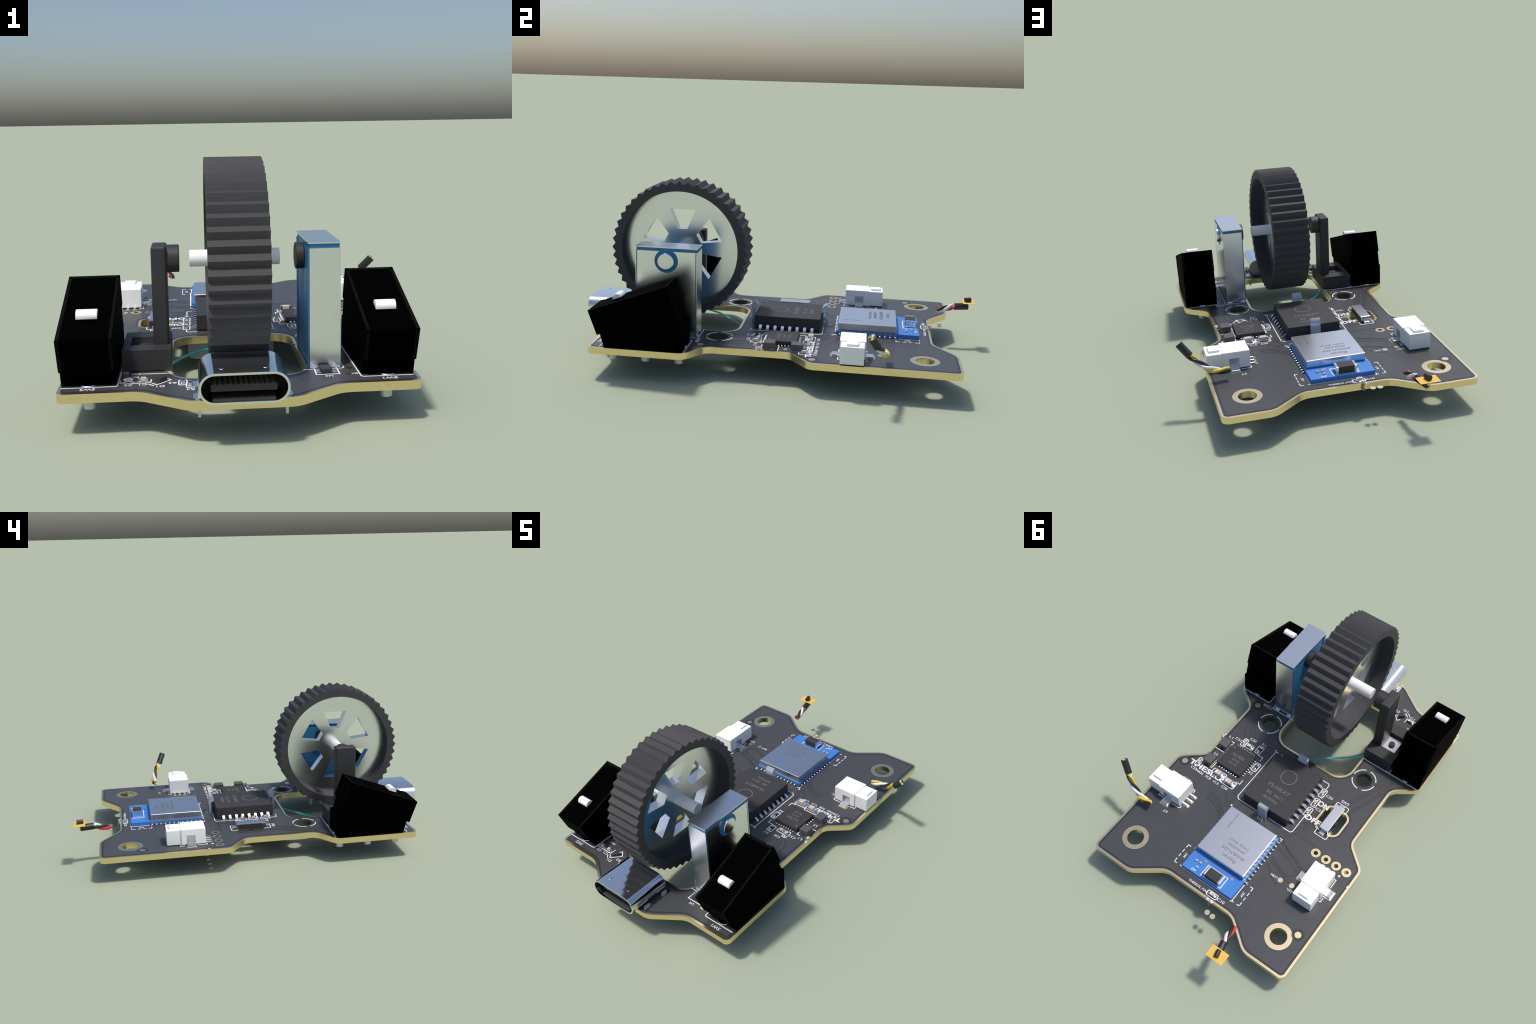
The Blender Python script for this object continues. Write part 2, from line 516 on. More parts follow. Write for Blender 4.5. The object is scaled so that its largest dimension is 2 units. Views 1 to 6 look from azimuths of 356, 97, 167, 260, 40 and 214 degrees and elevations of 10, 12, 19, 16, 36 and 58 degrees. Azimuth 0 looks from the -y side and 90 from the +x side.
for k, t in enumerate(TRACES):
    p = [(v.x, v.y) for v in smooth_path([(a, b, 0) for a, b in t], 5)]
    add_ribbon(bm, p, 0.0098, ZT - 0.0001, ZT + 0.00025 + 0.00001 * (k % 5))
    add_ribbon(bm2, p, 0.0048, ZT, ZT + 0.0006 + 0.00001 * (k % 5))
o = link("track_clearance", bm_mesh(bm, "track_clearance"), "mask", board); o["kind"] = "stuff"
o = link("copper_track", bm_mesh(bm2, "copper_track"), "pour", board); o["kind"] = "stuff"

# --- silkscreen lines
SW = 0.0042
ZS = ZT + 0.0009
bm = bmesh.new()
SILK_N = [0]
def silk(pts, closed=False, r=0.0, w=SW):
    if closed and r:
        pts = rounded(pts, r, 4)
    elif r and len(pts) > 2:
        pts = [pts[0]] + rounded(pts, r, 4)[5:-5] + [pts[-1]]
    SILK_N[0] += 1
    add_ribbon(bm, pts, w, ZT - 0.0001, ZS + 0.000012 * (SILK_N[0] % 17), closed)
def silk_rect(cx, cy, w, h, r=0.006):
    silk(rect_line(cx - w / 2, cx + w / 2, cy - h / 2, cy + h / 2), True, r)
for (cx, cy), a in zip(POSTS, (20, 20)):                                   # ring arcs round the locating holes
    for k in range(4):
        add_ribbon(bm, arc(cx, cy, 0.064, a + 90 * k, a + 90 * k + 68), 0.0052, ZT, ZS)
silk([(0.106, 0.206), (0.106, -0.132)]); silk([(0.106, 0.203), (0.092, 0.217), (-0.030, 0.217)])
silk([(0.106, -0.132), (0.100, -0.141), (0.075, -0.141)])
silk([(-0.103, 0.217), (-0.240, 0.217), (-0.249, 0.206), (-0.249, 0.098)])
silk([(-0.249, -0.108), (-0.249, -0.132), (-0.243, -0.141), (-0.205, -0.141)])
for cy in (-0.074, -0.004, 0.063):
    silk_rect(-0.2495, cy, 0.028, 0.055)
silk_rect(0.2815, -0.088, 0.026, 0.052); silk_rect(0.2440, -0.0815, 0.052, 0.027)
silk_rect(0.1855, -0.096, 0.032, 0.051); silk_rect(0.1350, 0.0050, 0.028, 0.055)
silk_rect(0.197, 0.1695, 0.085, 0.040); silk_rect(0.271, 0.1570, 0.083, 0.038)
silk_rect(0.4050, 0.1570, 0.026, 0.054); silk_rect(-0.1315, 0.7250, 0.060, 0.026)
silk([(0.174, -0.066), (0.141, -0.066), (0.140, -0.039)]); silk([(0.168, 0.142), (0.142, 0.142), (0.142, 0.112)])
silk([(0.332, 0.150), (0.326, 0.140), (0.326, 0.105)]); silk([(0.392, 0.03), (0.332, 0.03), (0.326, 0.022)])
silk([(0.345, -0.052), (0.326, -0.052), (0.326, -0.030)])
silk([(-0.342, -0.040), (-0.342, -0.076), (-0.414, -0.076), (-0.414, -0.040)], r=0.006)
silk([(-0.342, 0.112), (-0.342, 0.146), (-0.414, 0.146), (-0.414, 0.112)], r=0.006)
silk([(0.449, 0.425), (0.449, 0.443), (0.418, 0.443)]); silk([(0.362, 0.443), (0.308, 0.443), (0.308, 0.425)], r=0.006)
silk([(0.449, 0.330), (0.449, 0.311), (0.418, 0.311)]); silk([(0.362, 0.311), (0.308, 0.311), (0.308, 0.330)], r=0.006)
silk([(-0.565, 0.302), (-0.582, 0.302), (-0.582, 0.355)]); silk([(-0.582, 0.420), (-0.582, 0.443), (-0.568, 0.443)])
silk([(-0.468, 0.302), (-0.450, 0.302), (-0.450, 0.355)]); silk([(-0.450, 0.420), (-0.450, 0.443), (-0.466, 0.443)])
for xs in (0.088, -0.228):                                                  # antenna keep-out frames, dashed
    xo = xs + (0.047 if xs > 0 else -0.045)
    for k in range(4):
        y0 = 0.580 + 0.030 * k
        silk([(xo, y0), (xo, min(y0 + 0.019, 0.693))])
    for yy in (0.580, 0.693):
        silk([(xo, yy), (xo + (xs - xo) * 0.35, yy)]); silk([(xs, yy), (xs + (xo - xs) * 0.25, yy)])
    silk([(xs, 0.590), (xs, 0.697)])
silk([(0.088, 0.697), (-0.228, 0.697)]); silk([(-0.233, 0.290), (-0.233, 0.276), (-0.220, 0.276)])
silk([(0.092, 0.290), (0.092, 0.276), (0.080, 0.276)])
add_cyl(bm, 0.005, ZT, ZS, (0.099, 0.268), n=14); add_cyl(bm, 0.005, ZT, ZS, (0.110, -0.146), n=14)
silk([(0.512, -0.388), (0.332, -0.388), (0.332, -0.786), (0.507, -0.786)], r=0.010)
silk([(0.151, -0.369), (0.292, -0.369)]); silk([(0.292, -0.369), (0.292, -0.688), (0.151, -0.690)], r=0.01)
silk([(-0.298, -0.389), (-0.640, -0.387)]); silk([(-0.468, -0.389), (-0.468, -0.786), (-0.648, -0.786)], r=0.010)
silk([(-0.395, -0.668), (-0.290, -0.668)]); silk([(0.189, -0.696), (0.187, -0.748), (0.266, -0.748), (0.266, -0.696)])
silk([(-0.462, -0.728), (-0.462, -0.762), (-0.362, -0.762), (-0.362, -0.728)], r=0.006)
silk([(-0.333, -0.731), (-0.320, -0.716), (-0.296, -0.741), (-0.341, -0.786), (-0.358, -0.768)]); silk([(-0.369, -0.776), (-0.350, -0.795)])
silk_rect(-0.2575, -0.7720, 0.026, 0.050); silk_rect(-0.2325, -0.7980, 0.026, 0.052)
silk([(-0.645, 0.305), (-0.645, 0.292)]); silk([(-0.582, 0.267), (-0.582, 0.281)]); silk([(-0.575, 0.274), (-0.589, 0.274)])
o = link("silkscreen_line", bm_mesh(bm, "silkscreen_line"), "silk", board, smooth=0); o["kind"] = "stuff"

# --- silkscreen words
bm = bmesh.new()
WORDS = [("C20", -0.291, -0.075, 0.040, 0.015), ("C21", -0.289, 0.022, 0.040, 0.015), ("C10", -0.186, 0.726, 0.041, 0.016),
         ("L1", 0.362, -0.073, 0.022, 0.014), ("L2", 0.3625, 0.063, 0.022, 0.014), ("C31", 0.321, -0.085, 0.038, 0.015),
         ("C30", 0.251, -0.129, 0.038, 0.015), ("R1", 0.185, -0.139, 0.024, 0.014), ("R2", 0.137, 0.050, 0.024, 0.014),
         ("C33", 0.404, 0.205, 0.036, 0.015), ("C36", 0.194, 0.206, 0.038, 0.015), ("J3", 0.356, 0.501, 0.025, 0.015),
         ("U1", -0.068, 0.244, 0.030, 0.016), ("VBAT", -0.318, 0.464, 0.042, 0.012), ("VSYS", -0.430, 0.482, 0.042, 0.012),
         ("SW3", -0.377, -0.095, 0.044, 0.017), ("ON", -0.293, -0.015, 0.064, 0.032), ("OFF", -0.293, 0.089, 0.096, 0.032),
         ("MAIN", 0.362, 0.2075, 0.044, 0.014), ("PCB", 0.304, 0.2075, 0.034, 0.014), ("V1.0", 0.252, 0.2075, 0.036, 0.014),
         ("THESEUS", 0.330, 0.177, 0.240, 0.031), ("THESEUS_MAIN", -0.050, 0.728, 0.126, 0.014),
         ("ENC1", 0.322, -0.363, 0.055, 0.016), ("SW1", 0.423, -0.809, 0.049, 0.018), ("SW2", -0.562, -0.806, 0.049, 0.018),
         ("D1", -0.329, -0.802, 0.026, 0.015), ("R3", -0.291, -0.772, 0.025, 0.015), ("R4", -0.232, -0.842, 0.025, 0.015),
         ("C2", -0.434, -0.777, 0.026, 0.015), ("C1", -0.386, -0.777, 0.026, 0.015), ("GND", -0.414, -0.667, 0.034, 0.012),
         ("VBUS", -0.412, -0.700, 0.038, 0.012), ("U4", 0.227, -0.767, 0.026, 0.015), ("D+", 0.316, -0.750, 0.022, 0.012)]
for s, x, y, w, h in WORDS:
    add_text(bm, s, x, y, ZT, w, h, PI, 0.0009, bold=0.028 if h > 0.03 else 0.004)
for x in (0.110, -0.252):
    add_text(bm, "ANT", x, 0.636, ZT, 0.030, 0.013, -PI / 2, 0.0009, bold=0.01)
o = link("silkscreen_word", bm_mesh(bm, "silkscreen_word"), "silk", board, smooth=0); o["kind"] = "stuff"

# --- stray plated via with its inner pad at the rear edge, inner track across the wheel slot
cyl("plated_via", "gold_dull", board, 0.0048, ZB + 0.002, ZT, (-0.1395, 0.7640), n=16)
plate("inner_pad", "teal", board, [circle(-0.1395, 0.7640, 0.0085, 20), circle(-0.1395, 0.7640, 0.0050, 20)], 0.1205, 0.1225)
tube("inner_track", "teal", board,
     smooth_path([(-0.020, -0.196, 0.1208), (-0.057, -0.227, 0.1208), (-0.109, -0.267, 0.1208), (-0.157, -0.304, 0.1208),
                  (-0.226, -0.360, 0.1208), (-0.261, -0.402, 0.1208), (-0.284, -0.440, 0.1208), (-0.302, -0.480, 0.1208)]),
     0.0050, 10)

# ================================================================== small chip parts
def chip_meshes(L, W, H, t, tag, body_mat, rb):
    """two-terminal part lying along x: body mesh and one end cap"""
    bm = bmesh.new(); add_box(bm, -L / 2 + t * 0.6, L / 2 - t * 0.6, -W / 2 + 0.0006, W / 2 - 0.0006, 0.0022, H - 0.0006, 0.0008, 1)
    body = bm_mesh(bm, tag + "_body"); body.materials.append(M[body_mat])
    bm = bmesh.new(); add_box(bm, L / 2 - t, L / 2, -W / 2, W / 2, 0.001, H, 0.0012, 2)
    add_box(bm, L / 2 - t * 0.6, L / 2 + t * 0.85, -W / 2 + 0.0008, W / 2 - 0.0008, 0.0, 0.0042, 0.0015, 2)  # solder fillet
    end = bm_mesh(bm, tag + "_end"); end.materials.append(M["tin"])
    for m in (body, end):
        m.shade_smooth(); m.set_sharp_from_angle(angle=math.radians(35))
    return body, end

CAP_S = chip_meshes(0.0310, 0.0158, 0.0160, 0.0078, "capacitor", "ceramic", 1)
CAP_M = chip_meshes(0.0510, 0.0265, 0.0250, 0.0110, "large_capacitor", "ceramic", 1)
RES = chip_meshes(0.0310, 0.0158, 0.0105, 0.0078, "resistor", "chip", 1)

def chip_part(kind, meshes, x, y, rot, z=ZT):
    o = bpy.data.objects.new(kind, meshes[0]); COL.objects.link(o)
    o.location = (x, y, z); o.rotation_euler = (0, 0, rot); o.parent = root
    for k in (0, 1):
        t = bpy.data.objects.new("terminal", meshes[1]); COL.objects.link(t)
        t.rotation_euler = (0, 0, PI * k); t.parent = o
    return o

H = PI / 2
for x, y, r in [(0.4010, 0.158, H), (0.3985, -0.054, H), (0.2815, -0.088, H), (0.2430, -0.0805, 0), (-0.2500, -0.074, H),
                (-0.2490, -0.004, H), (-0.2490, 0.063, H), (-0.1315, 0.725, 0), (-0.1360, 0.7575, 0), (-0.4350, -0.7500, 0),
                (-0.3860, -0.7485, 0)]:
    chip_part("capacitor", CAP_S, x, y, r)
for x, y in [(0.192, 0.1690), (0.269, 0.1580)]:
    chip_part("capacitor", CAP_M, x, y, 0)
for x, y in [(0.1855, -0.096), (0.1350, 0.005), (-0.2575, -0.770), (-0.2330, -0.797)]:
    chip_part("resistor", RES, x, y, H)

for x, y in [(0.3600, 0.118), (0.3565, -0.0120)]:                           # chip inductors
    o = box("inductor", "ind", root, x - 0.0255, x + 0.0255, y - 0.0275, y + 0.0275, ZT + 0.004, ZT + 0.0335, 0.0012)
    for s in (-1, 1):
        box("terminal", "gold", o, x + s * 0.0180 - 0.0075, x + s * 0.0180 + 0.0085, y - 0.0255, y + 0.0295, ZT, ZT + 0.0040, 0.001)
    bm = bmesh.new(); add_cyl(bm, 0.0022, ZT + 0.0335, ZT + 0.0339, (x - 0.014, y - 0.016), n=12)
    link("polarity_dot", bm_mesh(bm, "polarity_dot"), "chip_mark", o)

# diode, set at 45 degrees
bm = bmesh.new(); add_box(bm, -0.0170, 0.0170, -0.0105, 0.0105, 0.002, 0.0175, 0.0012, 2)
o = link("diode", bm_mesh(bm, "diode"), "chip", root, (-0.3275, -0.7545, ZT)); o.rotation_euler = (0, 0, math.radians(45))
for s in (-1, 1):
    bm = bmesh.new(); add_box(bm, s * 0.020 - 0.006, s * 0.020 + 0.006, -0.006, 0.006, 0, 0.004, 0.001, 1)
    link("terminal", bm_mesh(bm, "terminal"), "tin", o)

# small six-pin protection chip
o = box("protection_chip", "chip", root, 0.206, 0.242, -0.741, -0.692, ZT + 0.002, ZT + 0.0165, 0.0012)
for s in (-1, 1):
    for k in range(3):
        cx = 0.224 + s * 0.026; cy = -0.7165 + (k - 1) * 0.0155
        box("pin", "tin", o, cx - 0.008, cx + 0.008, cy - 0.004, cy + 0.004, ZT, ZT + 0.0045, 0.001)

# ================================================================== power chip
pc = box("power_chip", "chip", root, 0.168, 0.3165, -0.0390, 0.1105, ZT + 0.004, ZT + 0.0235, 0.002)
bm = bmesh.new()
zc = ZT + 0.0235
add_text(bm, "N1300", 0.2435, 0.0170, zc, 0.071, 0.020, PI, 0.0004); add_text(bm, "QAAA0", 0.2405, 0.0460, zc, 0.047, 0.015, PI, 0.0004)
add_text(bm, "2611D", 0.2420, 0.0700, zc, 0.050, 0.015, PI, 0.0004); add_cyl(bm, 0.0052, zc, zc + 0.0004, (0.2975, -0.0195), n=20)
link("chip_marking", bm_mesh(bm, "chip_marking"), "chip_mark", pc, smooth=0)
bm = bmesh.new(); add_box(bm, -0.0045, 0.0045, -0.009, 0.009, 0.0, 0.0075, 0.0022, 2)
pin_me = bm_mesh(bm, "pin"); pin_me.materials.append(M["tin"]); pin_me.shade_smooth()
for k in range(8):
    d = (k - 3.5) * 0.0157
    for x, y, r in [(0.2423 + d, 0.1165, 0), (0.2423 + d, -0.0450, 0), (0.1620, 0.0358 + d, H), (0.3225, 0.0358 + d, H)]:
        p = bpy.data.objects.new("pin", pin_me); COL.objects.link(p)
        p.location = (x, y, ZT); p.rotation_euler = (0, 0, r); p.parent = pc

# ================================================================== optical sensor
U = box("sensor_chip", "chip", root, -0.2068, 0.0665, -0.1285, 0.2032, ZT + 0.003, 0.2125, 0.0025)
bm = bmesh.new()
zc = 0.2125
add_ribbon(bm, circle(-0.0685, -0.0140, 0.0425, 48), 0.0034, zc, zc + 0.0004, True)
add_text(bm, "FS-NEXT", -0.0690, 0.0730, zc, 0.131, 0.021, PI, 0.0004); add_text(bm, "ES", -0.0360, 0.1165, zc, 0.028, 0.017, PI, 0.0004)
add_text(bm, "2611", -0.0930, 0.1165, zc, 0.052, 0.017, PI, 0.0004); add_text(bm, "PROPOSAL", -0.0665, 0.1510, zc, 0.090, 0.016, PI, 0.0004)
add_cyl(bm, 0.0065, zc, zc + 0.0004, (0.0430, -0.1070), n=24)
link("chip_marking", bm_mesh(bm, "chip_marking"), "chip_mark", U, smooth=0)
bm = bmesh.new()                                                           # bent pin pointing to +x
prof = [(0.0, 0.0215), (0.0, 0.0040), (0.0060, 0.0), (0.0275, 0.0), (0.0275, 0.0035), (0.0225, 0.0110), (0.0110, 0.0215)]
lo = [bm.verts.new((a, -0.0074, b)) for a, b in prof]; hi = [bm.verts.new((a, 0.0074, b)) for a, b in prof]
bm.faces.new(lo); bm.faces.new(hi[::-1])
for i in range(len(prof)):
    bm.faces.new((lo[i], hi[i], hi[(i + 1) % len(prof)], lo[(i + 1) % len(prof)]))
bmesh.ops.bevel(bm, geom=bm.edges[:], offset=0.0018, segments=2, affect='EDGES')
pm = bm_mesh(bm, "pin"); pm.materials.append(M["tin"])
for k in range(8):
    y = -0.0955 + 0.0372 * k
    for x, r in ((0.0655, 0), (-0.2058, PI)):
        p = bpy.data.objects.new("pin", pm); COL.objects.link(p)
        p.location = (x, y, ZT); p.rotation_euler = (0, 0, r); p.parent = U

# clear lens under the board with two snap clips that reach over the chip
LENS = plate("sensor_lens", "clear", root, [rounded([(-0.245, -0.165), (0.108, -0.165), (0.108, 0.240), (-0.245, 0.240)], 0.05)], 0.040, ZB - 0.001)
cyl("lens_dome", "clear", LENS, 0.070, 0.0, 0.040, (XC, -0.010), n=48, r2=0.095)
prism("clip", "clear", LENS, [(0.2340, 0.0955), (0.2340, 0.2460), (0.2280, 0.2545), (0.2205, 0.2545), (0.2060, 0.2400), (0.2035, 0.2310),
                              (0.2045, 0.2160), (0.2215, 0.2160), (0.2215, 0.0955)], -0.0965, -0.0455, bev=0.0015)
prism("clip", "clear", LENS, [(-0.1590, 0.0955), (-0.1590, 0.2460), (-0.1530, 0.2545), (-0.1455, 0.2545), (-0.1310, 0.2400), (-0.1270, 0.2310),
                              (-0.1285, 0.2160), (-0.1465, 0.2160), (-0.1465, 0.0955)][::-1], -0.0955, -0.0445, bev=0.0015)

# ================================================================== wireless module
mod = box("wireless_module", "blue_board", root, -0.2235, 0.0845, 0.2880, 0.6935, ZT + 0.0012, 0.1685, 0.0008, 1)
box("shield_can", "steel", mod, -0.2145, 0.0755, 0.2945, 0.5810, 0.1685, 0.2060, 0.0035, 3)
zc = 0.2060
bm = bmesh.new()
add_text(bm, "Raytac", -0.0945, 0.5390, zc, 0.080, 0.024, 0, 0.0004); add_text(bm, "AN54LM-20A", -0.0955, 0.5060, zc, 0.140, 0.019, 0, 0.0004)
add_text(bm, "nRF54LM20A", -0.0945, 0.4755, zc, 0.105, 0.015, 0, 0.0004); add_text(bm, "2.4GHz", -0.1220, 0.4500, zc, 0.056, 0.014, 0, 0.0004)
add_text(bm, "BLE 6.0", -0.0560, 0.4500, zc, 0.050, 0.014, 0, 0.0004); add_text(bm, "MADE IN TAIWAN", 0.0150, 0.3600, zc, 0.096, 0.009, PI / 2, 0.0004)
link("shield_marking", bm_mesh(bm, "shield_marking"), "shield_mark", mod, smooth=0)
ant = box("chip_antenna", "chip", mod, -0.1290, -0.0500, 0.6290, 0.6790, 0.1690, 0.2030, 0.0012)
box("terminal", "tin", mod, -0.0515, -0.0400, 0.6285, 0.6795, 0.1687, 0.2036, 0.0015)
box("terminal", "tin", mod, -0.1390, -0.1275, 0.6285, 0.6795, 0.1687, 0.2036, 0.0015)
bm = bmesh.new()
add_ribbon(bm, rect_line(-0.1480, -0.0255, 0.6175, 0.6815), 0.0040, 0.1684, 0.1693, True)
add_text(bm, "ANT", 0.0210, 0.6780, 0.1684, 0.028, 0.012, 0, 0.0008, bold=0.01)
link("module_silkscreen", bm_mesh(bm, "module_silkscreen"), "silk", mod, smooth=0)
for x, y in [(0.0370, 0.6310), (0.0130, 0.6310), (0.0130, 0.6590)]:
    c = box("tiny_capacitor", "ceramic", mod, x - 0.0060, x + 0.0060, y - 0.0045, y + 0.0045, 0.1685, 0.1760, 0.001)
for x, y in [(-0.002, 0.6070), (-0.165, 0.6080)]:
    box("module_pad", "gold_dull", mod, x - 0.0075, x + 0.0075, y - 0.005, y + 0.005, 0.1684, 0.1692)
bm = bmesh.new()                                                           # castellated pad with its solder ball, outside towards +x
add_box(bm, -0.0095, -0.0065, -0.0048, 0.0048, 0.0218, 0.0227)
add_box(bm, -0.0010, 0.0010, -0.0046, 0.0046, 0.003, 0.0222)
castel = bm_mesh(bm, "castellation"); castel.materials.append(M["gold_dull"])
bm = bmesh.new()
add_box(bm, -0.001, 0.0135, -0.0062, 0.0062, 0.0, 0.0095, 0.0044, 3)
ball = bm_mesh(bm, "solder_joint"); ball.materials.append(M["tin"]); ball.shade_smooth()
places = [(-0.2235, 0.3040 + 0.0248 * k, PI) for k in range(12)] + [(0.0845, 0.3040 + 0.0248 * k, 0) for k in range(12)]
places += [(0.0545 - 0.0248 * k, 0.2880, -H) for k in range(11)]
for x, y, r in places:
    for me in (castel, ball):
        p = bpy.data.objects.new(me.name.split(".")[0], me); COL.objects.link(p)
        p.location = (x, y, ZT); p.rotation_euler = (0, 0, r); p.parent = mod

# ================================================================== wire connectors (built facing +x, then turned)
def wire_connector(loc, rot):
    """housing centre at the origin, pins towards -x, plug towards +x"""
    g = bpy.data.objects.new("wire_connector", None); COL.objects.link(g)
    g.location = loc; g.rotation_euler = (0, 0, rot); g.parent = root; g.empty_display_size = 0.02
    box("socket_housing", "white", g, -0.0650, 0.0645, -0.0595, 0.0595, 0.0035, 0.0895, 0.0022)
    box("plug_housing", "white", g, 0.0640, 0.1415, -0.0535, 0.0535, 0.0035, 0.0855, 0.0022)
    box("latch", "white", g, 0.0735, 0.1270, -0.0260, 0.0260, 0.0850, 0.0950, 0.0015)
    for s in (-1, 1):
        box("side_window", "steel", g, -0.0115, 0.0355, s * 0.0590 - 0.0012, s * 0.0590 + 0.0015, 0.004, 0.0570)
        box("solder_tab", "chrome", g, -0.0090, 0.0330, s * 0.0770 - 0.0185, s * 0.0770 + 0.0185, 0.0015, 0.0110, 0.002)
        box("solder_pad", "gold", g, -0.0130, 0.0380, s * 0.0800 - 0.0225, s * 0.0800 + 0.0225, 0.0, 0.0013)
    for k in (-1, 0, 1):
        box("pin", "tin", g, -0.0960, -0.0640, k * 0.031 - 0.0055, k * 0.031 + 0.0055, 0.0013, 0.0100, 0.002)
        box("solder_pad", "gold", g, -0.1060, -0.0680, k * 0.031 - 0.0085, k * 0.031 + 0.0085, 0.0, 0.0013)
    return g
wire_connector((0.3770, 0.3770, ZT), 0.0)
wire_connector((-0.5165, 0.3735, ZT), PI / 2)

# ================================================================== slide switch in its cut-out
sl = box("slide_switch", "chip", root, -0.4030, -0.3535, -0.0455, 0.1145, ZT - 0.0020, 0.1725, 0.001)
box("switch_cover", "steel", sl, -0.4045, -0.3520, -0.0480, 0.1150, 0.1725, 0.1785, 0.001)
box("switch_end", "steel", sl, -0.4040, -0.3525, 0.1146, 0.1170, ZT + 0.004, 0.1780, 0.0005)
box("switch_lug", "chrome", sl, -0.3920, -0.3620, 0.1165, 0.1410, ZT, ZT + 0.012, 0.003)
box("switch_lug", "chrome", sl, -0.3920, -0.3620, -0.0720, -0.0475, ZT, ZT + 0.012, 0.003)
box("switch_slider", "chip", sl, -0.4100, -0.3950, 0.0250, 0.0450, ZT - 0.012, ZT + 0.001, 0.001)
for yy in (-0.037, 0.105):
    box("switch_pad", "gold", sl, -0.4120, -0.4040, yy - 0.004, yy + 0.006, ZT - 0.0002, ZT + 0.0010)

# ================================================================== mouse button switches
def mouse_switch(x0, x1, out=0.0):
    g = prism("mouse_switch", "black", root,
              [(-0.7630, ZT), (-0.3980, ZT), (-0.4000, 0.2620), (-0.4150, 0.2610), (-0.4360, 0.3300), (-0.4600, 0.4250), (-0.8080, 0.2950), (-0.7810, 0.2080)],
              x0 + 0.0015, x1 - 0.0015 + out)
    # tilted cover, with slightly paler thin strips laid beside its edges
    ft, bt = Vector((-0.8380, 0.3165)), Vector((-0.4675, 0.4525))
    e1 = (bt - ft).normalized(); e2 = Vector((e1.y, -e1.x)); LU = (bt - ft).length
    D = 0.1215
    def slab(name, mat, quad, xa, xb):
        prism(name, mat, g, [tuple(ft + e1 * u + e2 * v) for u, v in quad], xa, xb)
    slab("switch_cover", "black", [(0, D), (LU, D), (LU, 0), (0, 0)], x0, x1)
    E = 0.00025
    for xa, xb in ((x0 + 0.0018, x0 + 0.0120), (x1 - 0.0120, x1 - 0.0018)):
        slab("paler_strip", "black_paler", [(0.004, E), (LU - 0.016, E), (LU - 0.016, -E), (0.004, -E)], xa, xb)       # slope
        slab("paler_strip", "black_paler", [(-E, D - 0.002), (E, D - 0.002), (E, 0.003), (-E, 0.003)], xa, xb)           # front
        slab("paler_strip", "black_paler", [(LU - E, D - 0.002), (LU + E, D - 0.002), (LU + E, 0.014), (LU - E, 0.014)], xa, xb)
    slab("paler_strip", "black_paler", [(LU - 0.014, E), (LU - 0.002, E), (LU - 0.002, -E), (LU - 0.014, -E)], x0 + 0.010, x1 - 0.010)
    cx = (x0 + x1) / 2
    # half-round white plunger across the slope
    ang = math.atan2(0.4525 - 0.3165, 0.8380 - 0.4675)
    bm = bmesh.new()
    n = 16
    rr = 0.0215
    c0 = Vector((0, -0.7150, 0.3685))
    ty = Vector((0, math.cos(ang), math.sin(ang))); tn = Vector((0, -math.sin(ang), math.cos(ang)))
    prof = [c0 + ty * rr * math.cos(PI * k / n) + tn * (rr * math.sin(PI * k / n) * 0.95) for k in range(n + 1)]
    prof = [c0 + ty * rr - tn * 0.001] + prof + [c0 - ty * rr - tn * 0.001]
    lo = [bm.verts.new((cx - 0.0345, p.y, p.z)) for p in prof]; hi = [bm.verts.new((cx + 0.0345, p.y, p.z)) for p in prof]
    bm.faces.new(lo); bm.faces.new(hi[::-1])
    for i in range(len(prof)):
        bm.faces.new((lo[i], lo[(i + 1) % len(prof)], hi[(i + 1) % len(prof)], hi[i]))
    bmesh.ops.bevel(bm, geom=[e for e in bm.edges if abs(e.verts[0].co.x - e.verts[1].co.x) < 1e-6], offset=0.001, segments=1, affect='EDGES')
    link("plunger", bm_mesh(bm, "plunger"), "white", g)
    box("plunger_stem", "black", g, cx - 0.031, cx + 0.031, -0.7320, -0.6990, 0.330, 0.3640)
    for y in (-0.7450, -0.5885, -0.4300):
        cyl("pin", "matte_tin", g, 0.0215, 0.0630, ZB + 0.001, (cx, y), n=28, bev=0.003)
        cyl("solder_joint", "tin", g, 0.036, ZT, ZT + 0.003, (cx, y), n=32, r2=0.034)
    return g
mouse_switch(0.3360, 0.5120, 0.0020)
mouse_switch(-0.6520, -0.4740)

# ================================================================== scroll wheel
WY, WZ = -0.5290, 0.5160
W0, W1 = -0.1680, 0.0300
wheel = group("scroll_wheel")
teeth = []
for k in range(48):
    a = math.radians(7.5 * k)
    b = a + math.radians(3.75)
    teeth.append((WY + 0.3505 * math.cos(a), WZ + 0.3505 * math.sin(a)))
    teeth.append((WY + 0.3345 * math.cos(b), WZ + 0.3345 * math.sin(b)))
me = plate_mesh("tyre", [teeth, circle(WY, WZ, 0.3000, 96)], W0, W1)
me.transform(AXIS_X)
link("tyre", me, "rubber", wheel, smooth=12)
holes = []
for k in range(6):
    m = math.radians(90 + 60 * k)
    q = [(0.1010, -14.0), (0.2110, -18.8), (0.2110, 18.8), (0.1010, 14.0)]
    holes.append([(WY + r * math.cos(m + math.radians(d)), WZ + r * math.sin(m + math.radians(d))) for r, d in q])
plate_x("wheel_disc", "wheelmetal", wheel, [circle(WY, WZ, 0.2998, 96)] + holes, -0.0965, -0.0405)
cyl("axle", "white", wheel, 0.0292, -0.2260, 0.0895, (WY, WZ), "X", 40, bev=0.0012)

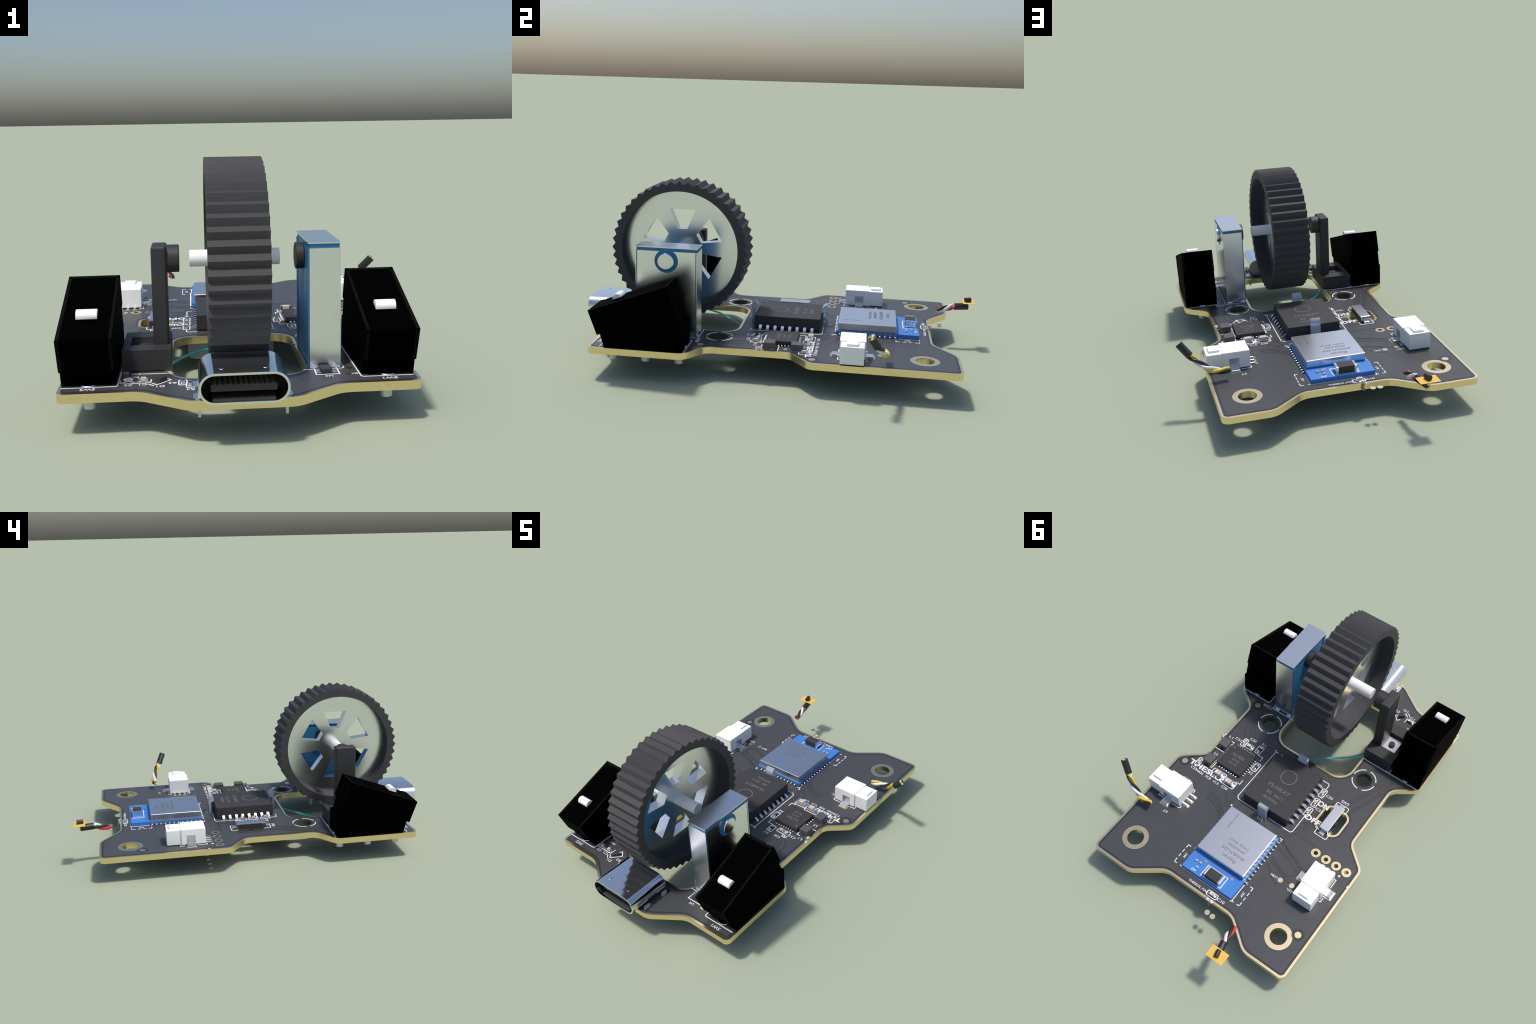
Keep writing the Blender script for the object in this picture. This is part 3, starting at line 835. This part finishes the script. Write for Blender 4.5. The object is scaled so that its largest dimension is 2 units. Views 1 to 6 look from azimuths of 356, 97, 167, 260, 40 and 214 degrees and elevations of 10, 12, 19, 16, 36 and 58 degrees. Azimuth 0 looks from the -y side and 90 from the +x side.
# ================================================================== scroll encoder
ET = 0.5830
enc = box("scroll_encoder", "blue_core", root, 0.1745, 0.2785, -0.6760, -0.3830, ZT + 0.002, ET - 0.0040, 0.001)
box("core_face", "blue_core", enc, 0.1705, 0.1750, -0.6800, -0.6600, ZT + 0.002, ET - 0.020)
box("core_face", "blue_core", enc, 0.1705, 0.1750, -0.3990, -0.3790, ZT + 0.002, ET - 0.020)
box("top_plate", "brushed", enc, 0.1705, 0.2815, -0.6810, -0.3785, ET - 0.0045, ET)
ZP = ET - 0.0200
plate_x("side_plate", "brushed", enc, [
    [(-0.6720, ZT + 0.003), (-0.3870, ZT + 0.003), (-0.3870, ZP), (WY + 0.0340, ZP)]
    + [(WY + 0.0575 * math.cos(math.radians(a)), WZ + 0.0575 * math.sin(math.radians(a))) for a in range(54, -235, -6)]
    + [(WY - 0.0340, ZP), (-0.6720, ZP)]], 0.2785, 0.2815)
box("end_plate", "brushed", enc, 0.1735, 0.2815, -0.6800, -0.6762, ZT + 0.004, ZP)
box("end_plate", "brushed", enc, 0.1735, 0.2815, -0.3828, -0.3790, ZT + 0.004, ZP)
cyl("spindle_cap", "brushed", enc, 0.0395, 0.2785, 0.2975, (WY, WZ), "X", 40, bev=0.003)
cyl("spindle_collar", "plastic", enc, 0.0470, 0.1460, 0.1730, (WY, WZ), "X", 40, bev=0.002)
for y in (-0.6840, -0.3750):
    for x0, x1 in ((0.174, 0.200), (0.252, 0.280)):
        box("mounting_foot", "chrome", enc, x0, x1, y - 0.006, y + 0.006, ZT + 0.0005, ZT + 0.006, 0.001)
for y in (-0.6040, -0.5320, -0.4600):
    cyl("pin", "matte_tin", enc, 0.0105, 0.0380, ZT + 0.003, (0.2270, y), n=16)

# ================================================================== wheel support with a push button in its base
sup = plate("wheel_support", "plastic", root,
            [[(-0.4640, -0.6420), (-0.2980, -0.6420), (-0.2980, -0.4010), (-0.4640, -0.4010)],
             [(-0.4395, -0.5770), (-0.3050, -0.5770), (-0.3050, -0.4690), (-0.4395, -0.4690)]], ZT + 0.003, 0.2225)
box("post", "plastic", sup, -0.3580, -0.3050, -0.5795, -0.4640, ZT + 0.003, 0.5665, 0.008, 3)
cyl("bearing_boss", "plastic", sup, 0.0485, -0.3080, -0.2620, (-0.5215, 0.5165), "X", 40, bev=0.003)
btn = box("push_button", "steel", sup, -0.4390, -0.3565, -0.5765, -0.4695, ZT + 0.003, 0.1960, 0.002)
cyl("button_cap", "chip", sup, 0.0165, 0.1960, 0.2100, (-0.3960, -0.5225), n=28, bev=0.0015)
for x in (-0.452, -0.3085):
    for y in (-0.647, -0.396):
        box("solder_pad", "tin", sup, x - 0.011, x + 0.011, y - 0.006, y + 0.006, ZT, ZT + 0.003, 0.001)

# ================================================================== usb socket
UX, UZ = XC - 0.0005, 0.1965
def stadium(w, h, n=18):
    r = h / 2
    return [(UX + w / 2 - r + r * math.cos(a), UZ + r * math.sin(a)) for a in [-PI / 2 + PI * k / n for k in range(n + 1)]] \
         + [(UX - w / 2 + r + r * math.cos(a), UZ + r * math.sin(a)) for a in [PI / 2 + PI * k / n for k in range(n + 1)]]
usb = plate_y("usb_socket", "chrome", root, [stadium(0.2770, 0.0985), stadium(0.2620, 0.0835)], -1.0000, -0.7830)
plate_y("back_wall", "matte_tin", usb, [stadium(0.2760, 0.0975)], -0.7830, -0.7790)
plate_y("inner_housing", "plastic", usb, [stadium(0.2618, 0.0833)], -0.8300, -0.7840)
box("mouth_floor", "plastic", usb, UX - 0.0960, UX + 0.0960, -0.9880, -0.8280, 0.1550, 0.1580, 0.001)
box("tongue", "plastic", usb, UX - 0.1015, UX + 0.1015, -0.9720, -0.8250, 0.1795, 0.2010, 0.001)
for k in range(12):
    x = UX - 0.0885 + 0.0161 * k
    box("contact", "gold_dull", usb, x - 0.0042, x + 0.0042, -0.9690, -0.8290, 0.2009, 0.2018)
    box("contact", "gold_dull", usb, x - 0.0042, x + 0.0042, -0.9690, -0.8290, 0.1787, 0.1796)
for s in (-1, 1):
    cyl("dimple", "chrome", usb, 0.0085, 0.2452, 0.2470, (UX + s * 0.0670, -0.9500), n=24, bev=0.0008)
    for y in (-0.9120, -0.7960):
        box("shell_leg", "matte_tin", usb, UX + s * 0.1365 - 0.0045, UX + s * 0.1365 + 0.0045, y - 0.016, y + 0.016, 0.0835, ZT + 0.012, 0.0015)
        plate("solder_joint", "tin", usb, [rounded([(UX + s * 0.141 - 0.014, y - 0.028), (UX + s * 0.141 + 0.014, y - 0.028),
                                                    (UX + s * 0.141 + 0.014, y + 0.028), (UX + s * 0.141 - 0.014, y + 0.028)], 0.0135, 6)], ZT - 0.001, ZT + 0.002)

# ================================================================== cables: three twisted wires in a short sleeve
def cable(path_pts, sleeve_pts, colours, turns, phase, wr=0.0078, hr=0.0088, sr=0.0182):
    g = group("cable")
    path = smooth_path(path_pts, 10)
    fr = frames(path)
    n = len(fr)
    for k, c in enumerate(colours):
        pts = []
        for i, (p, s, u) in enumerate(fr):
            a = phase + 2 * PI * k / 3 + turns * 2 * PI * i / (n - 1)
            pts.append(p + (s * math.cos(a) + u * math.sin(a)) * hr)
        tube("wire", c, g, pts, wr, 14)
    a, b = Vector(sleeve_pts[0]), Vector(sleeve_pts[1])
    tube("sleeve", "sleeve", g, [a + (b - a) * t for t in (0, 0.25, 0.5, 0.75, 1.0)], sr, 28)
    return g
cable([(0.4270, 0.5250, 0.1930), (0.4811, 0.5270, 0.1985), (0.5269, 0.5180, 0.2150), (0.5695, 0.5020, 0.2460), (0.6015, 0.4830, 0.2740),
       (0.6445, 0.4560, 0.3265)], [(0.5990, 0.4840, 0.2710), (0.6440, 0.4563, 0.3258)],
      ["wire_yellow", "wire_black", "wire_white"], 1.55, 0.6)
lab = cable([(-0.3305, 0.8020, 0.1905), (-0.3330, 0.8350, 0.1950), (-0.3370, 0.8680, 0.2050), (-0.3420, 0.8980, 0.2120), (-0.3582, 0.9675, 0.2125)],
            [(-0.3415, 0.8960, 0.2115), (-0.3580, 0.9668, 0.2125)],
            ["wire_red", "wire_white", "wire_black"], 0.92, 2.2)
box("label_film", "label", lab, -0.4070, -0.3140, 0.9385, 1.0000, 0.2355, 0.2370)
tube("cable_stub", "sleeve", lab, [Vector((-0.3560, 0.9495, 0.2475)), Vector((-0.3602, 0.9655, 0.2485)), Vector((-0.3645, 0.9820, 0.2498))], 0.0115, 24)
